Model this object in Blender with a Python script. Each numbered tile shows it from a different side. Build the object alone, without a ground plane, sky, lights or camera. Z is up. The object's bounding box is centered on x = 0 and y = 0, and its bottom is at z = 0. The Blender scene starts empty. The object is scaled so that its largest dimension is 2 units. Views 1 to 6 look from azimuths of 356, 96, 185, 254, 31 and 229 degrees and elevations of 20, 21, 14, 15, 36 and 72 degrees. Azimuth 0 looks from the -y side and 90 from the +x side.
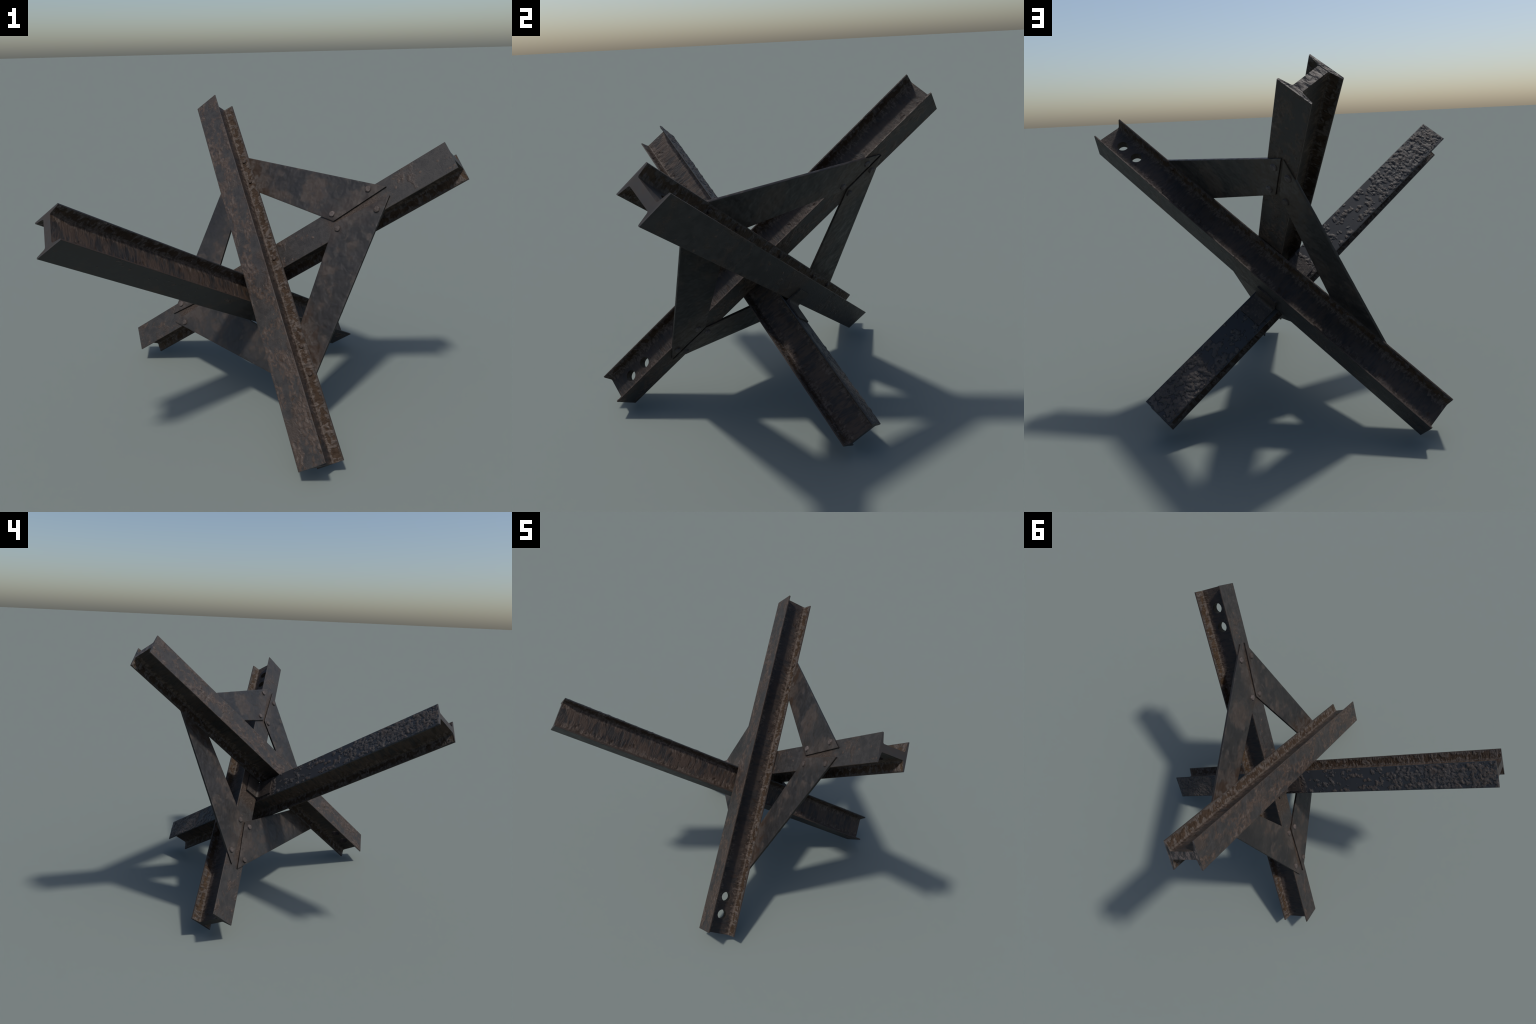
"""Czech-hedgehog style anti-tank obstacle: three rusty rolled I-beams crossing
at right angles, four riveted flat gusset plates and two bent angle brackets."""
import bpy, bmesh, math
import numpy as np
from mathutils import Matrix, Vector

# ------------------------------------------------------------------ frames
# every beam frame: columns = (length, depth between flanges, flange width)
def frame(length_dir, depth_dir, centre):
    l = np.array(length_dir, float); l /= np.linalg.norm(l)
    h = np.array(depth_dir, float); h -= l * (l @ h); h /= np.linalg.norm(h)
    w = np.cross(l, h)
    return np.stack([l, h, w], 1), np.array(centre, float)

DROP = np.array([0.0008, 0, -0.0011])
RA, CA = frame((-0.18391, 0.72361, 0.66526), (-0.64060, -0.60136, 0.47737), np.array((-0.0346, 0.0, 0.8430)) + DROP)
# beam B lies flat on A's rear flange, turned exactly a quarter turn
GAP = 0.1808
RB = np.stack([RA[:, 2], RA[:, 1], -RA[:, 0]], 1)
CB = CA - RA[:, 1] * GAP
# beam C runs through the corner formed by the two others, a few degrees off square
RC, CC = frame((-0.64485, -0.56066, 0.51945), (-0.16393, 0.76527, 0.62248), np.array((-0.1957, -0.1362, 0.7021)) + DROP)

LENGTH, DEPTH, WIDTH, WEB = 2.2705, 0.1772, 0.1566, 0.043
PLATE_MID, PLATE_T = -0.0892, 0.0126          # gusset plates: middle plane and thickness, along beam A's depth axis
HH, HW, HT, HL = DEPTH / 2, WIDTH / 2, WEB / 2, LENGTH / 2

def m4(R, c):
    M = Matrix.Identity(4)
    for i in range(3):
        for j in range(3):
            M[i][j] = float(R[i, j])
        M[i][3] = float(c[i])
    return M

# ------------------------------------------------------------------ noise
class Noise:
    """seeded gradient noise on numpy arrays"""
    def __init__(self, seed):
        r = np.random.RandomState(seed)
        self.p = np.tile(r.permutation(256), 3)
        g = r.normal(size=(256, 3)); self.g = g / np.linalg.norm(g, axis=1)[:, None]
    def __call__(self, P):
        i = np.floor(P).astype(int); f = P - i; i &= 255
        u = f * f * f * (f * (f * 6 - 15) + 10)
        out = 0
        for a in (0, 1):
            for b in (0, 1):
                for c in (0, 1):
                    k = self.p[self.p[self.p[i[:, 0] + a] + i[:, 1] + b] + i[:, 2] + c]
                    d = f - np.array([a, b, c])
                    w = (u[:, 0] if a else 1 - u[:, 0]) * (u[:, 1] if b else 1 - u[:, 1]) * (u[:, 2] if c else 1 - u[:, 2])
                    out = out + w * (self.g[k] * d).sum(1)
        return out
    def fbm(self, P, octaves=3):
        s, a, t = 0, 1.0, 0
        for o in range(octaves):
            s = s + a * self(P * 2 ** o + 17.3 * o); t += a; a *= 0.5
        return s / t

def smooth(a, b, x):
    t = np.clip((x - a) / (b - a), 0, 1)
    return t * t * (3 - 2 * t)

# ------------------------------------------------------------------ I section
def i_profile(step=0.0032):
    """closed polyline (h, w) of a rolled I section with tapered flanges,
    rounded flange toes and root fillets; also the outward normal of each point,
    a zone id (0 outer face, 1 inner flange, 2 web) and the distance to the nearest arris"""
    c = 0.0012
    quarter = [(HH, 0.0), (HH, HW - c), (HH - c * .6, HW), (0.0840, HW), (0.0818, HW - .0007), (0.0806, HW - .0028),
               (0.0798, HW - 0.006), (0.0722, 0.029), (0.0705, 0.0250), (0.0680, 0.0228), (0.0645, HT), (0.0, HT)]
    dense = []
    for (a, b) in zip(quarter[:-1], quarter[1:]):
        d = math.dist(a, b); n = max(1, round(d / step))
        for k in range(n):
            t = k / n
            dense.append((a[0] + (b[0] - a[0]) * t, a[1] + (b[1] - a[1]) * t))
    dense.append(quarter[-1])
    q = np.array(dense)
    full = np.concatenate([q, (q * (-1, 1))[::-1][1:], (q * (-1, -1))[1:], (q * (1, -1))[::-1][1:-1]])
    # orientation / normals
    t = np.roll(full, -1, 0) - np.roll(full, 1, 0)
    n = np.stack([t[:, 1], -t[:, 0]], 1); n /= np.linalg.norm(n, axis=1)[:, None]
    area = 0.5 * np.sum(full[:, 0] * np.roll(full[:, 1], -1) - np.roll(full[:, 0], -1) * full[:, 1])
    if area < 0:
        n = -n
    n = -n if np.sum((n * full)[np.abs(full[:, 0]) > HH - 1e-5]) < 0 else n
    h, w = np.abs(full[:, 0]), np.abs(full[:, 1])
    zone = np.where(h > HH - 1e-4, 0, np.where((w > 0.0235) & (h < 0.0800), 1, np.where(w <= 0.0235, 2, 3)))
    arris = np.minimum(np.where(zone == 3, 0, 1), smooth(0.0, 0.006, HW - w))
    return full, n, zone, arris

def scatter(x, w, n, seed, rmin, rmax, rise, accept=None):
    """height field on the grid x by w: n round scabs of random size, kept where accept() says so"""
    r = np.random.RandomState(seed)
    H = np.zeros((len(x), len(w)))
    dx = x[1] - x[0]
    cx = r.uniform(x[0] + .006, x[-1] - .006, n); cw = r.uniform(-HW + 0.005, HW - 0.005, n)
    rad = rmin + (rmax - rmin) * r.rand(n) ** 2
    keep = r.rand(n) < (accept(cx, cw) if accept else 1.0)
    for X, W, R, e, t, k in zip(cx[keep], cw[keep], rad[keep], r.uniform(.7, 1.4, n), r.uniform(0, 3.14, n), r.uniform(.7, 1.3, n)):
        i0 = max(0, int((X - 1.6 * R - x[0]) / dx)); i1 = min(len(x), int((X + 1.6 * R - x[0]) / dx) + 2)
        a, b = np.meshgrid(x[i0:i1] - X, w - W, indexing="ij")
        u = (a * math.cos(t) + b * math.sin(t)) / (R * e); v = (-a * math.sin(t) + b * math.cos(t)) / (R / e)
        dome = np.clip(1 - (u * u + v * v), 0, 1) ** 0.75 * rise * R * k
        H[i0:i1] = np.maximum(H[i0:i1], dome) + 0.35 * np.minimum(H[i0:i1], dome)
    return H

SLOPE = (0.0798 - 0.0722) / (HW - 0.006 - 0.029)
def beam_mesh(name, seed, lumps, streak, pits, pimples):
    """loft the section along X; displace every face along its normal by
    corrosion relief: cross-wise streaks, pits, scabs"""
    prof, nrm, zone, arris = i_profile(0.0027)
    m = len(prof); nl = int(LENGTH / 0.0027)
    x = np.linspace(-HL, HL, nl + 1)
    P = np.empty((nl + 1, m, 3)); N = np.zeros_like(P)
    P[..., 0] = x[:, None]; P[..., 1:] = prof[None]; N[..., 1:] = nrm[None]
    P = P.reshape(-1, 3); N = N.reshape(-1, 3)
    Z = np.tile(zone, nl + 1); A = np.tile(arris, nl + 1)
    fade = smooth(0, 0.005, HL - np.abs(P[:, 0])) * A
    na, nb, nc = Noise(seed), Noise(seed + 1), Noise(seed + 2)
    l, h, w = P.T
    side = np.sign(h)
    face = np.stack([l, 3.1 * side + Z, w], 1)              # coordinates that differ per face
    d = np.zeros(len(P))
    # outer flange faces: clustered rough scale, the rest flat
    k = Z == 0
    big = na.fbm(face[k] * (7, 1, 13), 3)
    f = face[k]
    warp = np.stack([nc(f * (40, 1, 40)), 0 * f[:, 0], na(f * (40, 1, 40))], 1) * 0.008
    sm = nb.fbm((f + warp) * (40, 1, 56), 3)
    cluster = smooth(-0.10 + 0.22 * (1 - pits), 0.14 + 0.22 * (1 - pits), big)
    d[k] += 0.0075 * cluster * (np.abs(sm) ** 1.15 * np.sign(sm)) + 0.0006 * cluster
    D = d.reshape(nl + 1, m)
    for s in (1, -1):                                      # separate scabs and, on beam C, the blistered crust
        colm = np.where((zone == 0) & (np.sign(prof[:, 0]) == s))[0]
        D[:, colm] += scatter(x, prof[colm, 1], pimples, seed * 7 + s, 0.0035, 0.0080, 0.22)
        if lumps is not None and s == 1:
            clump = lambda X, W: smooth(0.52, 0.72, lumps(X) + 1.1 * nb.fbm(np.stack([X * 17, 0 * X, W * 24], 1), 2))
            S = scatter(x, prof[colm, 1], 3300, seed * 5, 0.0050, 0.0135, 0.27, clump)
            L2, W2 = np.meshgrid(x, prof[colm, 1], indexing="ij")
            g = np.stack([L2.ravel() * 110, 0 * L2.ravel(), W2.ravel() * 110], 1)
            di = np.rint(na.fbm(g, 2) * 4.2).astype(int).reshape(L2.shape); dj = np.rint(nb.fbm(g, 2) * 4.2).astype(int).reshape(L2.shape)
            ii, jj = np.meshgrid(np.arange(len(x)), np.arange(len(colm)), indexing="ij")
            S = S[np.clip(ii + di, 0, len(x) - 1), np.clip(jj + dj, 0, len(colm) - 1)]
            D[:, colm] += S
            q = D[:, colm]
            g = nc.fbm(np.stack([L2.ravel() * 190, 0 * L2.ravel(), W2.ravel() * 190], 1), 2).reshape(L2.shape)
            D[:, colm] += 0.0014 * g * smooth(0.0005, 0.002, q)
            colm = np.where((zone == 0) & (prof[:, 0] > 0))[0]
    for s in (1, -1):                                      # corrosion pits low on the web
        colm = np.where((zone == 2) & (np.sign(prof[:, 1]) == s) & (np.abs(prof[:, 0]) < 0.064))[0]
        D[:, colm] -= scatter(x, prof[colm, 0], 170, seed * 3 + s, 0.0040, 0.0105, 0.30, lambda X, H: (H < -0.020) & (H > -0.060))
    # inner flange faces: smooth rust patches, between them ragged ridges running across the flange
    k = Z == 1
    f = face[k]
    warp = np.stack([nc(f * (35, 1, 35)) * 0.012, 0 * f[:, 0], nb(f * (30, 1, 30)) * 0.008], 1)
    ridge = na.fbm((f + warp) * (85, 1, 36), 3)
    core = 1 - np.abs(np.abs(f[:, 2]) - 0.047) / 0.026
    patch = smooth(-0.06, 0.10, nb.fbm((f + 1.5 * warp) * (26, 1, 30), 3) + 0.22 * core - 0.06)
    d[k] += streak * (0.0062 * ridge * (1 - 0.6 * patch) + 0.0010 - 0.0019 * patch) * smooth(0.026, 0.034, np.abs(f[:, 2]))
    # web: vertical ripples
    k = (Z == 2)
    f = np.stack([l[k], 3.1 * np.sign(w[k]), h[k]], 1)
    warp = np.stack([nc(f * (22, 1, 22)) * 0.012, 0 * f[:, 0], 0 * f[:, 0]], 1)
    rip = na.fbm((f + 1.6 * warp) * (46, 1, 13), 4)
    amt = smooth(-.10, .22, nb.fbm((f + warp) * (11, 1, 11), 3) + (0.02 if lumps is not None else -0.06)) * 0.85 + 0.10
    d[k] += 0.0062 * (rip * amt) * smooth(0.067, 0.058, np.abs(f[:, 2]))
    P = P + N * (d * fade)[:, None]
    # faces
    i = np.arange(nl)[:, None] * m; j = np.arange(m)[None]; j2 = (j + 1) % m
    quads = np.stack([i + j, i + j2, i + m + j2, i + m + j], -1).reshape(-1, 4)
    area = np.sum(prof[:, 0] * np.roll(prof[:, 1], -1) - np.roll(prof[:, 0], -1) * prof[:, 1])
    if area > 0:
        quads = quads[:, ::-1]
    caps = [list(range(m)), list(range(nl * m, nl * m + m))]
    me = bpy.data.meshes.new(name)
    nv, nq = len(P), len(quads)
    me.vertices.add(nv); me.vertices.foreach_set("co", P.ravel())
    me.loops.add(nq * 4 + 2 * m)
    lo = np.concatenate([quads.ravel(), caps[0] if area < 0 else caps[0], caps[1][::-1]])
    me.loops.foreach_set("vertex_index", lo.astype(np.int32))
    me.polygons.add(nq + 2)
    st = np.concatenate([np.arange(nq) * 4, [nq * 4, nq * 4 + m]]).astype(np.int32)
    me.polygons.foreach_set("loop_start", st)
    me.update(calc_edges=True); me.validate()
    bm = bmesh.new(); bm.from_mesh(me)
    bmesh.ops.recalc_face_normals(bm, faces=bm.faces)
    bm.to_mesh(me); bm.free()
    return me

def smooth_shade(me, angle=38):
    me.polygons.foreach_set("use_smooth", np.ones(len(me.polygons), bool))
    me.set_sharp_from_angle(angle=math.radians(angle))

def drill(ob, holes, radius):
    """punch round holes through the web (axis = local Z)"""
    bm = bmesh.new()
    for (x, y) in holes:
        bmesh.ops.create_cone(bm, cap_ends=True, segments=36, radius1=radius, radius2=radius, depth=WEB * 1.6,
                              matrix=Matrix.Translation((x, y, 0)))
    me = bpy.data.meshes.new("cutter"); bm.to_mesh(me); bm.free()
    cut = bpy.data.objects.new("cutter", me); bpy.context.collection.objects.link(cut)
    mod = ob.modifiers.new("holes", "BOOLEAN"); mod.operation = "DIFFERENCE"; mod.object = cut; mod.solver = "EXACT"
    cut.matrix_world = ob.matrix_world
    bpy.context.view_layer.update()
    new = bpy.data.meshes.new_from_object(ob.evaluated_get(bpy.context.evaluated_depsgraph_get()))
    ob.modifiers.clear(); old = ob.data; ob.data = new; bpy.data.meshes.remove(old)
    new.name = "steel_beam"
    bpy.data.objects.remove(cut); bpy.data.meshes.remove(me)

# ------------------------------------------------------------------ materials
class Tree:
    def __init__(self, name):
        self.mat = bpy.data.materials.new(name); self.mat.use_nodes = True
        self.t = self.mat.node_tree; self.t.nodes.clear()
        self.out = self.new("ShaderNodeOutputMaterial")
        self.bsdf = self.new("ShaderNodeBsdfPrincipled")
        self.link(self.bsdf.outputs[0], self.out.inputs[0])
    def new(self, kind, **kw):
        n = self.t.nodes.new(kind)
        for k, v in kw.items(): setattr(n, k, v)
        return n
    def link(self, a, b): self.t.links.new(a, b)
    def put(self, sock, v):
        if isinstance(v, bpy.types.NodeSocket): self.link(v, sock)
        else: sock.default_value = v
    def math(self, op, a, b=0.0, c=None, clamp=False):
        n = self.new("ShaderNodeMath", operation=op, use_clamp=clamp)
        self.put(n.inputs[0], a); self.put(n.inputs[1], b)
        if c is not None: self.put(n.inputs[2], c)
        return n.outputs[0]
    def ramp(self, x, lo, hi, a=0.0, b=1.0):
        n = self.new("ShaderNodeMapRange", interpolation_type="SMOOTHSTEP", clamp=True)
        self.put(n.inputs[0], x); self.put(n.inputs[1], lo); self.put(n.inputs[2], hi); self.put(n.inputs[3], a); self.put(n.inputs[4], b)
        return n.outputs[0]
    def mix(self, f, a, b):
        n = self.new("ShaderNodeMix", data_type="RGBA")
        self.put(n.inputs[0], f)
        for s, v in ((n.inputs[6], a), (n.inputs[7], b)):
            if isinstance(v, tuple) and len(v) == 3: v = (*v, 1)
            self.put(s, v)
        return n.outputs[2]
    def mapping(self, vec, scale, loc=(0, 0, 0), rot=(0, 0, 0)):
        n = self.new("ShaderNodeMapping"); self.link(vec, n.inputs[0])
        n.inputs[1].default_value = loc; n.inputs[2].default_value = rot; n.inputs[3].default_value = scale
        return n.outputs[0]
    def noise(self, vec, scale, detail=4, rough=0.55, dist=0.0):
        n = self.new("ShaderNodeTexNoise"); self.link(vec, n.inputs["Vector"])
        n.inputs["Scale"].default_value = scale; n.inputs["Detail"].default_value = detail
        n.inputs["Roughness"].default_value = rough; n.inputs["Distortion"].default_value = dist
        return n.outputs[0]

GREY = (0.0400, 0.0360, 0.0338)
GREY_DARK = (0.0240, 0.0217, 0.0207)  # albedo lowered so faces turned from the sun read dark enough
PALE = (0.115, 0.093, 0.081)
RUST = (0.056, 0.0375, 0.0275)
RUST_DARK = (0.030, 0.0165, 0.009)
BLUE = (0.026, 0.027, 0.031)

def beam_material(name, offset, rust=0.5, inner=1.0, stains=(), blue_outer=0, golden=0.0, rough_ends=0.0, web_rust=1.0):
    """mill scale with rust. Masks come from Object coordinates: which face of the section,
    and how far the relief stands above (+) or below (-) the rolled surface there."""
    T = Tree(name)
    tc = T.new("ShaderNodeTexCoord")
    co = T.mapping(tc.outputs["Object"], (1, 1, 1), offset)
    raw = T.new("ShaderNodeSeparateXYZ"); T.link(tc.outputs["Object"], raw.inputs[0])
    l, h, w = raw.outputs[0], raw.outputs[1], raw.outputs[2]
    mul = lambda a, b: T.math("MULTIPLY", a, b)
    add = lambda a, b: T.math("ADD", a, b)
    sub = lambda a, b: T.math("SUBTRACT", a, b)
    absh, absw = T.math("ABSOLUTE", h), T.math("ABSOLUTE", w)
    outer = T.math("GREATER_THAN", absh, HH - 0.0058)
    web = mul(T.ramp(absw, 0.0275, 0.0250), T.ramp(absh, 0.072, 0.067))
    isin = mul(sub(1.0, outer), sub(1.0, web))
    up_out = sub(absh, HH)
    up_in = sub(sub(0.0798, mul(sub(HW - 0.006, absw), SLOPE)), absh)
    up_web = sub(absw, HT)
    # --- noises
    cross = T.mapping(co, (1, 0.5, 0.32))                              # stretched across the flange
    n_big = T.noise(co, 6, 5, 0.6)
    n_mid = T.noise(co, 26, 6, 0.68, 0.4)
    n_fine = T.noise(co, 150, 4, 0.65)
    n_str = T.noise(cross, 75, 5, 0.65, 0.7)
    webst = T.noise(T.mapping(co, (1, 0.22, 0.5)), 60, 5, 0.65, 0.4)
    scale = T.mix(T.ramp(n_mid, 0.35, 0.68), GREY_DARK, GREY)
    # --- outer faces: brown clouds, paler tops on the raised spots, dark pits, warmer along the arrises
    m_rust = add(mul(n_big, 0.75), mul(T.noise(co, 14, 4, 0.6, 0.5), 0.5))
    m_rust = add(m_rust, T.ramp(absw, 0.05, 0.078, 0, 0.04))
    m_out = T.ramp(m_rust, 0.70 - 0.14 * rust, 0.84 - 0.14 * rust)
    out_col = T.mix(mul(m_out, 0.6), scale, RUST)
    relief = T.ramp(T.math("ABSOLUTE", up_out), 0.0001, 0.0006)
    out_col = T.mix(mul(relief, T.ramp(n_fine, 0.35, 0.6, 0.5, 1.0)), out_col, (0.060, 0.039, 0.028))
    out_col = T.mix(T.ramp(add(up_out, mul(sub(n_fine, .5), .0026)), 0.0006, 0.0021, 0, 0.62), out_col, (0.094, 0.074, 0.062))
    out_col = T.mix(T.ramp(up_out, -0.0002, -0.0009, 0, 0.7), out_col, RUST_DARK)
    if blue_outer:
        sel = T.math("GREATER_THAN", mul(h, float(blue_outer)), 0.0)
        b_col = T.mix(T.ramp(n_mid, 0.35, 0.7), (0.022, 0.023, 0.0255), BLUE)
        lump_col = T.mix(T.ramp(n_mid, 0.40, 0.60), (0.042, 0.038, 0.037), (0.066, 0.056, 0.050))
        lump_col = T.mix(T.ramp(add(n_fine, mul(n_big, .6)), 0.80, 0.95), lump_col, (0.060, 0.041, 0.030))
        b_col = T.mix(T.ramp(add(up_out, mul(sub(n_fine, .5), .0012)), 0.0003, 0.0016), b_col, lump_col)
        out_col = T.mix(sel, out_col, b_col)
    # --- inner flange faces: sunken dark rust, ridges lightened in colour for their glossy highlights
    lift = add(up_in, mul(sub(n_str, 0.5), 0.0044))
    in_col = T.mix(T.ramp(lift, -0.0007, 0.0005), T.mix(T.ramp(n_mid, 0.36, 0.62), T.mix(golden, (0.034, 0.020, 0.0115), (0.050, 0.028, 0.014)), T.mix(golden, (0.054, 0.034, 0.0215), (0.088, 0.054, 0.030))), T.mix(T.ramp(n_str, 0.38, 0.60), (0.048, 0.038, 0.032), (0.112, 0.090, 0.077)))
    in_col = T.mix(T.ramp(add(absw, mul(sub(n_str, .5), 0.03)), 0.066, 0.076, 0, 0.6), in_col, GREY)
    in_col = T.mix(inner, scale, in_col)
    # --- web
    m_web = add(mul(webst, 0.75), mul(n_big, 0.45))
    web_col = T.mix(T.ramp(m_web, 0.50, 0.66, 0, .9 * web_rust), T.mix(0.40, scale, (0.013, 0.0105, 0.0095)), (0.060, 0.0395, 0.0285))  # web base mixed darker to deepen the shade cast by the flange
    web_col = T.mix(T.ramp(up_web, 0.0007, 0.0024, 0, 0.6), web_col, (0.072, 0.051, 0.039))
    web_col = T.mix(T.ramp(up_web, -0.0002, -0.0010, 0, 0.6), web_col, RUST_DARK)
    near = T.ramp(add(absh, add(mul(sub(n_str, .5), 0.07), mul(sub(n_big, .5), 0.10))), 0.034, 0.062)  # strip by the root brightened in colour like the sunlit part of the web
    web_col = T.mix(mul(near, 0.92), web_col, T.mix(T.ramp(n_str, 0.40, 0.62), T.mix(golden, (0.036, 0.0225, 0.014), (0.042, 0.026, 0.016)), (0.100, 0.075, 0.060)))
    col = T.mix(web, T.mix(outer, in_col, out_col), web_col)
    cap = T.math("GREATER_THAN", T.math("ABSOLUTE", l), HL - 0.0004)
    col = T.mix(cap, col, T.mix(T.ramp(n_mid, 0.40, 0.62), GREY, T.mix(rough_ends, (0.044, 0.036, 0.032), PALE)))
    # --- stains (rust bled from neighbouring steel): centre l, half length, sign of h, amount
    for (c, half, sgn, amount) in stains:
        d = T.math("DIVIDE", T.math("ABSOLUTE", sub(l, c)), half)
        d = add(d, mul(sub(n_mid, 0.5), 0.7))
        s = mul(T.ramp(d, 1.0, 0.55), outer)
        s = mul(s, T.math("GREATER_THAN", mul(h, float(sgn)), 0.0))
        s = mul(s, T.ramp(n_mid, 0.2, 0.6, 0.5 * amount, amount))
        col = T.mix(s, col, T.mix(T.ramp(n_fine, 0.40, 0.62), RUST_DARK, (0.064, 0.044, 0.032)))
    T.link(col, T.bsdf.inputs["Base Color"])
    T.put(T.bsdf.inputs["Roughness"], T.ramp(n_mid, 0.3, 0.7, 0.46, 0.66))
    T.put(T.bsdf.inputs["Specular IOR Level"], T.ramp(outer, 0.0, 1.0, 0.24, 0.38))
    # --- fine grain
    hsum = add(mul(n_fine, mul(T.ramp(T.math("ABSOLUTE", up_out), 0.0001, 0.0006, 0.08, 0.30), outer) if blue_outer else 0.22), add(mul(n_str, mul(isin, 1.5)), add(mul(webst, mul(web, 0.75)), mul(mul(n_mid, 0.9), mul(outer, T.ramp(up_out, 0.0002, 0.0008, 0.03, 1.0) if blue_outer else T.ramp(m_rust, 0.74 - 0.14 * rust, 0.86 - 0.14 * rust, 0.06, 1.0))))))
    if rough_ends:
        hsum = add(hsum, mul(cap, mul(T.noise(cross, 60, 2.5, 0.5, 0.5), 2.6 * rough_ends)))
    else:
        hsum = mul(hsum, sub(1.0, cap))
    b = T.new("ShaderNodeBump"); b.inputs["Strength"].default_value = 0.85; b.inputs["Distance"].default_value = 0.008
    T.link(hsum, b.inputs["Height"]); T.link(b.outputs[0], T.bsdf.inputs["Normal"])
    return T.mat

def plate_material():
    T = Tree("gusset_steel")
    tc = T.new("ShaderNodeTexCoord"); geo = T.new("ShaderNodeNewGeometry")
    inf = T.new("ShaderNodeObjectInfo")
    off = T.new("ShaderNodeVectorMath", operation="SCALE"); off.inputs[0].default_value = (13, 7, 5); T.link(inf.outputs["Random"], off.inputs["Scale"])
    add = T.new("ShaderNodeVectorMath", operation="ADD"); T.link(tc.outputs["Object"], add.inputs[0]); T.link(off.outputs[0], add.inputs[1])
    co = add.outputs[0]
    a = T.noise(co, 6, 3, 0.55, 0.5); b = T.noise(co, 17, 3, 0.5, 0.5); c = T.noise(co, 75, 4, 0.6)
    col = T.mix(T.ramp(a, 0.36, 0.62), (0.0165, 0.0152, 0.0150), (0.0275, 0.0242, 0.0222))  # plate greys toned down to match their shaded sides
    m = T.ramp(T.math("ADD", T.math("MULTIPLY", a, 0.5), T.math("MULTIPLY", b, 0.6)), 0.55, 0.68)
    col = T.mix(T.math("MULTIPLY", m, 0.75), col, (0.046, 0.0325, 0.0250))
    col = T.mix(T.math("MULTIPLY", T.ramp(b, 0.58, 0.74), 0.35), col, (0.066, 0.058, 0.052))
    col = T.mix(T.math("MULTIPLY", T.ramp(c, 0.42, 0.30), 0.25), col, (0.018, 0.016, 0.015))
    # rust gathers where the plate meets beam A (z = 0) and beam B (x = 0)
    xyz = T.new("ShaderNodeSeparateXYZ"); T.link(tc.outputs["Object"], xyz.inputs[0])
    for axis, reach, amount in ((2, 0.19, 0.9), (0, 0.12, 0.45)):
        d = T.math("ADD", T.math("ABSOLUTE", xyz.outputs[axis]), T.math("MULTIPLY", T.math("SUBTRACT", b, 0.5), 0.22))
        s = T.math("MULTIPLY", T.ramp(d, reach, reach - 0.10), amount)
        col = T.mix(s, col, T.mix(T.ramp(b, 0.40, 0.58), (0.036, 0.0225, 0.015), T.mix(T.ramp(c, 0.4, 0.6), (0.052, 0.037, 0.029), (0.074, 0.063, 0.055))))
    rim = T.ramp(T.math("ABSOLUTE", T.math("SUBTRACT", xyz.outputs[1], PLATE_MID)), PLATE_T / 2 - 0.0010, PLATE_T / 2 - 0.0018)  # edge faces painted near black to draw the contact shadow under the plate
    col = T.mix(T.math("MULTIPLY", rim, 0.85), col, (0.010, 0.0075, 0.006))
    T.link(col, T.bsdf.inputs["Base Color"])
    T.put(T.bsdf.inputs["Roughness"], T.ramp(b, 0.3, 0.7, 0.46, 0.62))
    T.bsdf.inputs["Specular IOR Level"].default_value = 0.42
    bp = T.new("ShaderNodeBump"); bp.inputs["Strength"].default_value = 0.55; bp.inputs["Distance"].default_value = 0.012
    T.link(T.noise(co, 26, 1.5, 0.45, 0.2), bp.inputs["Height"]); T.link(bp.outputs[0], T.bsdf.inputs["Normal"])
    return T.mat

def plain_rust(name, a_col, b_col, c_col, scale, bump, dull=0.0):
    T = Tree(name)
    tc = T.new("ShaderNodeTexCoord"); inf = T.new("ShaderNodeObjectInfo")
    off = T.new("ShaderNodeVectorMath", operation="SCALE"); off.inputs[0].default_value = (3, 7, 5); T.link(inf.outputs["Random"], off.inputs["Scale"])
    add = T.new("ShaderNodeVectorMath", operation="ADD"); T.link(tc.outputs["Object"], add.inputs[0]); T.link(off.outputs[0], add.inputs[1])
    n1 = T.noise(add.outputs[0], scale, 5, 0.65, 0.3); n2 = T.noise(add.outputs[0], scale * 3.5, 4, 0.6)
    col = T.mix(T.ramp(n1, 0.38, 0.6), a_col, b_col)
    col = T.mix(T.ramp(n2, 0.52, 0.68), col, c_col)
    col = T.mix(T.ramp(inf.outputs["Random"], 0.25, 0.75, 0.65 * dull, 0.0), col, (0.036, 0.026, 0.020))
    T.link(col, T.bsdf.inputs["Base Color"]); T.bsdf.inputs["Roughness"].default_value = 0.6
    T.bsdf.inputs["Specular IOR Level"].default_value = 0.42
    bp = T.new("ShaderNodeBump"); bp.inputs["Strength"].default_value = bump; bp.inputs["Distance"].default_value = 0.004
    T.link(T.math("ADD", n1, T.math("MULTIPLY", n2, 0.4)), bp.inputs["Height"]); T.link(bp.outputs[0], T.bsdf.inputs["Normal"])
    return T.mat

# ------------------------------------------------------------------ scene
col = bpy.context.scene.collection
root = bpy.data.objects.new("anti_tank_hedgehog", None)
root["label"] = "rusty anti-tank obstacle of three crossed riveted steel I-beams"
root["category"] = "anti-tank obstacle"
col.objects.link(root)

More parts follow.
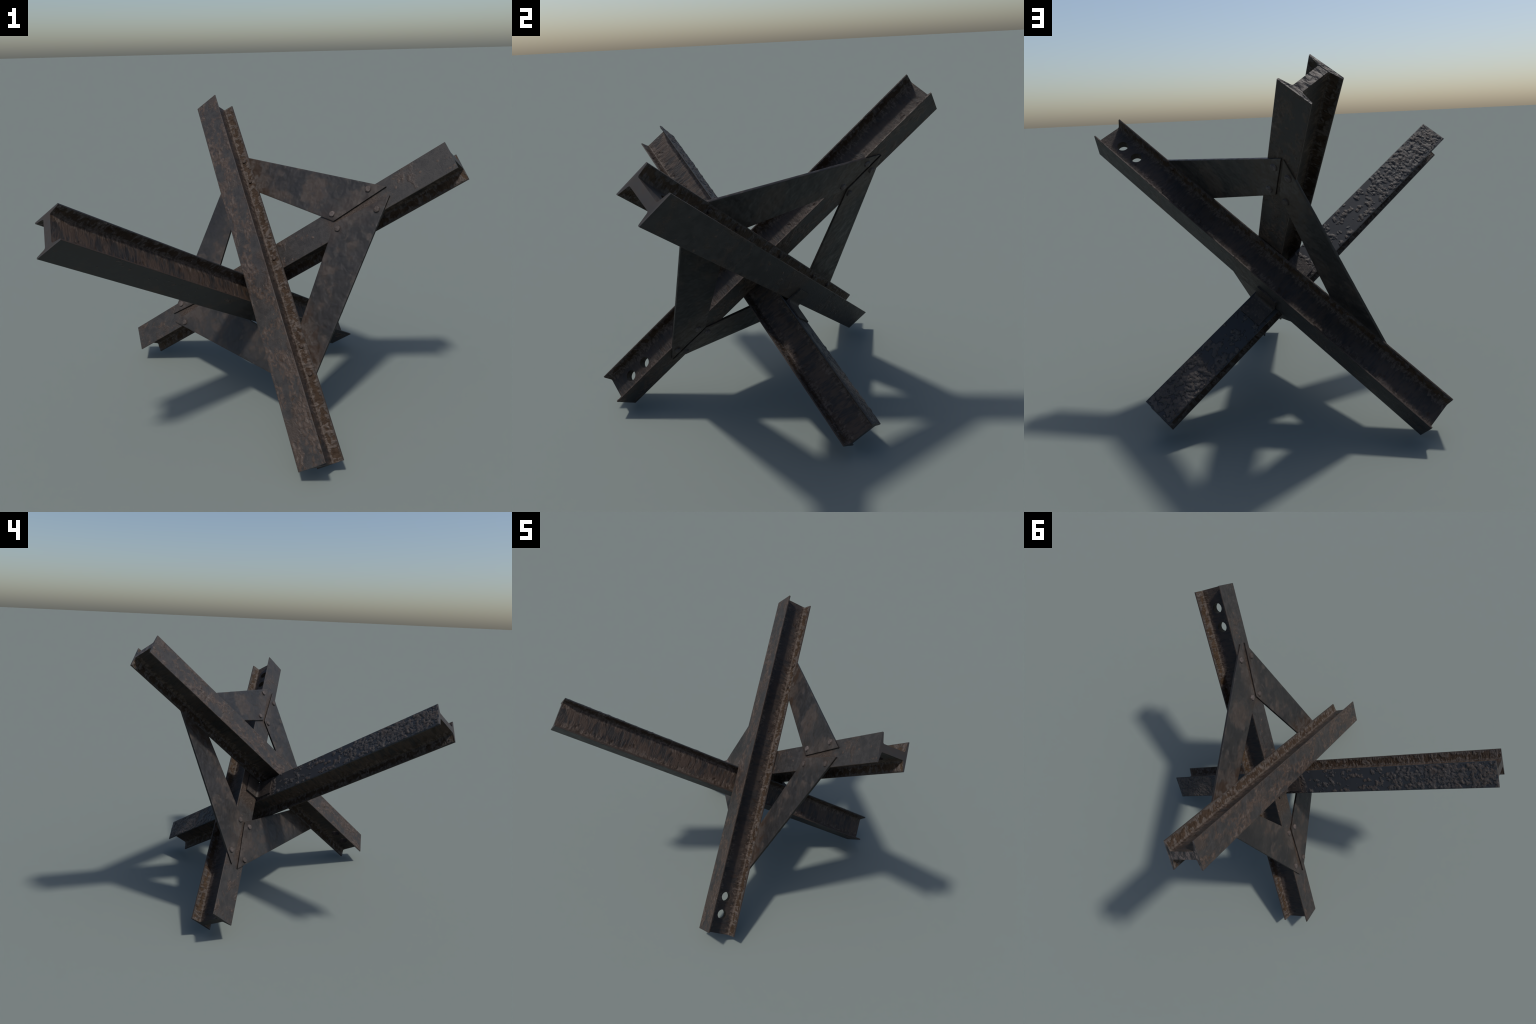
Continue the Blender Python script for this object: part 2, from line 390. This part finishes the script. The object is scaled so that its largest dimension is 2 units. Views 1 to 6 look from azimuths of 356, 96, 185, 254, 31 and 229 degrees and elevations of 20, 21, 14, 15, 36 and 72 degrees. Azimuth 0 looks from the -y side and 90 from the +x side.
WORLD = {root.name: Matrix.Identity(4)}
def place(name, mesh, parent, M, mat=None):
    """new object at world matrix M under its parent"""
    ob = bpy.data.objects.new(name, mesh); col.objects.link(ob)
    ob.parent = parent
    ob.matrix_basis = WORLD[parent.name].inverted() @ M
    WORLD[ob.name] = M
    if mat is not None and not mesh.materials: mesh.materials.append(mat)
    return ob

HOLE_R = 0.0295
def crust_on_c(l):
    """how densely beam C's top face is blistered along its length"""
    a = 0.42 + 0.10 * smooth(-0.05, 0.35, l) + 0.34 * smooth(0.30, 0.85, l)
    spot = 1.0 * np.exp(-((l + 0.15) / 0.07) ** 2)
    b = 0.22 * smooth(-0.66, -0.80, l)
    return np.where(l > -0.35, a * smooth(-0.30, -0.18, l) + spot, b + 0.46)

specs = [
    ("A", RA, CA, 11, None, 1.1, 1.0, 26, [(-0.909, 0.002), (-1.019, 0.002)],
     dict(offset=(1.7, 0.3, 2.2), rust=0.78, inner=1.0, rough_ends=1.0, web_rust=0.5, stains=[(0.62, 0.19, -1, 0.8), (-0.62, 0.19, -1, 0.8), (0.0, 0.16, -1, .7)])),
    ("B", RB, CB, 23, None, 1.0, 0.0, 55, [(0.908, 0.0), (1.019, 0.0)],
     dict(offset=(7.1, 4.3, 0.2), rust=0.35, inner=0.95, golden=0.5, web_rust=0.55, stains=[(0.58, 0.20, 1, 0.85), (-0.60, 0.20, 1, 0.9), (-0.17, 0.2, 1, .8), (-0.02, .12, -1, .5)])),
    ("C", RC, CC, 37, crust_on_c, 1.0, 0.0, 40, [],
     dict(offset=(3.9, 9.3, 5.2), rust=0.25, inner=0.9, blue_outer=1, stains=[(-0.16, 0.13, 1, 0.75), (-.95, .2, 1, .35)])),
]
beams = {}
for key, R, c, seed, lumps, streak, pits, pimples, holes, mp in specs:
    me = beam_mesh("steel_beam", seed, lumps, streak, pits, pimples)
    ob = place("steel_beam", me, root, m4(R, c))
    bpy.context.view_layer.update()
    if holes:
        drill(ob, holes, HOLE_R)
    ob.data.materials.clear()
    ob.data.materials.append(beam_material("rusted_rolled_steel_" + ("upright", "cross", "rear")["ABC".index(key)], **mp))
    smooth_shade(ob.data)
    beams[key] = ob

# ------------------------------------------------------------------ gusset plates (in beam A's frame: x = along A, z = along B)
plate_mat = plate_material()
bolt_mat = plain_rust("rusted_bolt", (0.066, 0.050, 0.044), (0.118, 0.096, 0.089), (0.044, 0.030, 0.022), 90, 0.9, 1.0)
nut_mat = plain_rust("rusted_nut", (0.030, 0.017, 0.010), (0.058, 0.038, 0.027), (0.090, 0.072, 0.062), 80, 0.9)

def plate_mesh(corners, seed):
    """four-cornered flat bar end-cut along both beams, arrises eased, face slightly wavy"""
    ns = Noise(seed)
    bm = bmesh.new()
    a, b, c, d = [np.array(p) for p in corners]              # outer edge a->b, inner edge d->c
    nu, nv = 90, 22
    lay = []
    for s in (1, -1):
        g = []
        for i in range(nu + 1):
            row = []
            for j in range(nv + 1):
                u, v = i / nu, j / nv
                p = (a * (1 - u) + b * u) * (1 - v) + (d * (1 - u) + c * u) * v
                row.append(p)
            g.append(row)
        G = np.array(g).reshape(-1, 2)
        q = np.stack([G[:, 0] * 22, G[:, 1] * 22, np.full(len(G), 5.0 * s)], 1)
        z = PLATE_MID + s * (PLATE_T / 2 + 0.0010 * ns.fbm(q, 3))
        lay.append([[bm.verts.new((G[i * (nv + 1) + j][0], z[i * (nv + 1) + j], G[i * (nv + 1) + j][1])) for j in range(nv + 1)] for i in range(nu + 1)])
    for L in lay:
        for i in range(nu):
            for j in range(nv):
                bm.faces.new((L[i][j], L[i + 1][j], L[i + 1][j + 1], L[i][j + 1]))
    T, B = lay
    for i in range(nu):
        bm.faces.new((T[i][0], T[i + 1][0], B[i + 1][0], B[i][0]))
        bm.faces.new((T[i][nv], T[i + 1][nv], B[i + 1][nv], B[i][nv]))
    for j in range(nv):
        bm.faces.new((T[0][j], T[0][j + 1], B[0][j + 1], B[0][j]))
        bm.faces.new((T[nu][j], T[nu][j + 1], B[nu][j + 1], B[nu][j]))
    bmesh.ops.recalc_face_normals(bm, faces=bm.faces)
    rim = [e for e in bm.edges if len(e.link_faces) == 2 and e.calc_face_angle() > 1.0]
    bmesh.ops.bevel(bm, geom=rim, offset=0.0011, segments=2, affect="EDGES", profile=0.5)
    me = bpy.data.meshes.new("gusset_plate"); bm.to_mesh(me); bm.free()
    return me

def bolt_mesh(name, radius, height, seed, sides=18):
    """worn round head: short drum, rounded shoulder, shallow dome, lumpy with scale"""
    ns = Noise(seed)
    rings = [(1.10, -0.15), (1.06, 0.10), (1.0, 0.45), (0.97, 0.72), (0.86, 0.92), (0.62, 1.0), (0.32, 1.05)]
    bm = bmesh.new(); prev = None
    for r, z in rings:
        ring = []
        for k in range(sides):
            t = 2 * math.pi * k / sides
            ring.append((r * math.cos(t), r * math.sin(t), z))
        Q = np.array(ring)
        nz = ns.fbm(Q * 1.6 + 9, 2)
        ring = [bm.verts.new((radius * x * (1 + 0.22 * n), radius * y * (1 + 0.22 * n), height * (z + 0.45 * n * (z > 0.2)))) for (x, y, z), n in zip(ring, nz)]
        if prev:
            for k in range(sides):
                bm.faces.new((prev[k], prev[(k + 1) % sides], ring[(k + 1) % sides], ring[k]))
        prev = ring
    top = bm.verts.new((0, 0, height * 1.02))
    for k in range(sides):
        bm.faces.new((prev[k], prev[(k + 1) % sides], top))
    me = bpy.data.meshes.new(name); bm.to_mesh(me); bm.free()
    smooth_shade(me, 50)
    return me

bolt_shapes = [bolt_mesh("bolt", 0.0165, 0.0090, 50 + k) for k in range(4)]
for me in bolt_shapes: me.materials.append(bolt_mat)
nut_shapes = [bolt_mesh("bolt", 0.0125, 0.0085, 70 + k, 14) for k in range(3)]
for me in nut_shapes: me.materials.append(nut_mat)
MA = m4(RA, CA); MB = m4(RB, CB)
count = 0
def bolt(parent, M, local, normal_sign, tilt=0.0, shapes=bolt_shapes):
    """head standing along +-local Y of the frame M"""
    global count
    rot = Matrix.Rotation(-math.pi / 2 * normal_sign + tilt * normal_sign, 4, 'X')
    spin = Matrix.Rotation(count * 1.9, 4, 'Z')
    place("bolt", shapes[count % len(shapes)], parent, M @ Matrix.Translation(local) @ rot @ spin)
    count += 1

FRONT, BACK = PLATE_MID + PLATE_T / 2, PLATE_MID - PLATE_T / 2
gussets = [
    # corners: tip on B, tip on A, inner corner on A, inner corner on B ; bolts on B (x, z) ; bolts on A
    ([(0.0280, 0.7900), (0.7705, 0.0070), (0.5185, 0.0060), (0.0105, 0.4570)], [(0.068, 0.700), (0.052, 0.465)], [(0.690, 0.034), (0.5270, 0.042)]),
    ([(-0.0260, 0.7890), (-0.7670, 0.0060), (-0.5110, -0.0020), (-0.0030, 0.4590)], [(-0.059, 0.700), (-0.041, 0.465)], [(-0.699, 0.032), (-0.533, 0.042)]),
    ([(0.0250, -0.7890), (0.7750, -0.0060), (0.5350, -0.0140), (0.0030, -0.4640)], [(0.056, -0.706), (0.034, -0.468)], [(0.690, -0.045), (0.5290, -0.054)]),
    ([(-0.0300, -0.7910), (-0.7700, -0.0110), (-0.5080, -0.0160), (-0.0120, -0.4580)], [(-0.070, -0.708), (-0.058, -0.468)], [(-0.696, -0.046), (-0.536, -0.057)]),
]
for k, (corners, on_b, on_a) in enumerate(gussets):
    me = plate_mesh(corners, 90 + k); smooth_shade(me, 35)
    ob = place("gusset_plate", me, root, MA, plate_mat)
    for x, z in on_b: bolt(ob, MA, (x, FRONT, z), 1)
    for x, z in on_a: bolt(ob, MA, (x, BACK, z), -1)

# far ends of the through bolts, seated on the sloping inner flange faces
def seat(w): return 0.0798 - (0.0798 - 0.0722) * (HW - 0.006 - abs(w)) / (HW - 0.006 - 0.029)
slope = math.atan2(0.0798 - 0.0722, HW - 0.006 - 0.029)
for x in (0.690, 0.535, -0.005, -0.540, -0.692):
    for z in (0.0465, -0.0465):
        bolt(beams["A"], MA, (x, -seat(z) - 0.0005, z), 1, math.copysign(slope, z), nut_shapes)
for x in (0.702, 0.466, 0.0, -0.466, -0.706):
    for z in (0.052, -0.052):
        bolt(beams["B"], MB, (x, seat(z) + 0.0005, z), -1, math.copysign(slope, z), nut_shapes)

# ------------------------------------------------------------------ bent angle brackets tying beam C to both flanges of beam B
bracket_mat = plain_rust("bracket_steel", (0.017, 0.0135, 0.0120), (0.034, 0.0245, 0.0190), (0.062, 0.045, 0.035), 26, 0.8)
def bracket(sign, leg_c, leg_b, s_mid, seed):
    """sign +1: against B's front flange, legs toward C's high end; -1: against B's rear flange"""
    ns = Noise(seed)
    tocl = lambda p: RC.T @ (np.array(p) - CC)
    top = HH + 0.0004
    n = RC.T @ RB[:, 1]; p0 = tocl(CB + RB[:, 1] * sign * (HH + 0.0006))
    x0 = p0[0] - (n[1] * (top - p0[1]) + n[2] * (0 - p0[2])) / n[0]      # where B's face meets C's top face
    up = RC.T @ (-RB[:, 2]); up = np.array([up[0], up[1]]) / np.hypot(up[0], up[1])
    if up[1] < 0: up = -up
    out = np.array([sign * 1.0, 0.0])
    thick, rad, half = 0.011, 0.022, 0.0625
    corner = np.array([x0, top])
    prof = [corner + out * leg_c, corner, corner + up * leg_b]
    toe = 0.0015
    inner = [corner + up * leg_b + out * (thick - toe), ]
    steps = 9
    a = corner + up * (thick + rad) + out * thick; b = corner + out * (thick + rad) + up * thick; m = corner + out * thick + up * thick
    bend = [(1 - t) ** 2 * a + 2 * t * (1 - t) * m + t * t * b for t in np.linspace(0, 1, steps)]
    prof = prof + inner + bend + [corner + out * leg_c + up * (thick - toe) * np.array([1, 1])]
    poly = np.array(prof)
    nz = 16
    bm = bmesh.new(); rings = []
    for i in range(nz + 1):
        z = s_mid - half + 2 * half * i / nz
        rings.append([bm.verts.new((p[0], p[1], z)) for p in poly])
    k = len(poly)
    for r0, r1 in zip(rings[:-1], rings[1:]):
        for j in range(k):
            bm.faces.new((r0[j], r0[(j + 1) % k], r1[(j + 1) % k], r1[j]))
    bm.faces.new(rings[0]); bm.faces.new(rings[-1][::-1])
    bmesh.ops.recalc_face_normals(bm, faces=bm.faces)
    me = bpy.data.meshes.new("angle_bracket"); bm.to_mesh(me); bm.free()
    smooth_shade(me, 35)
    return place("angle_bracket", me, root, m4(RC, CC), bracket_mat)
bracket(1, 0.122, 0.118, -0.004, 5)
bracket(-1, 0.122, 0.100, -0.004, 6)
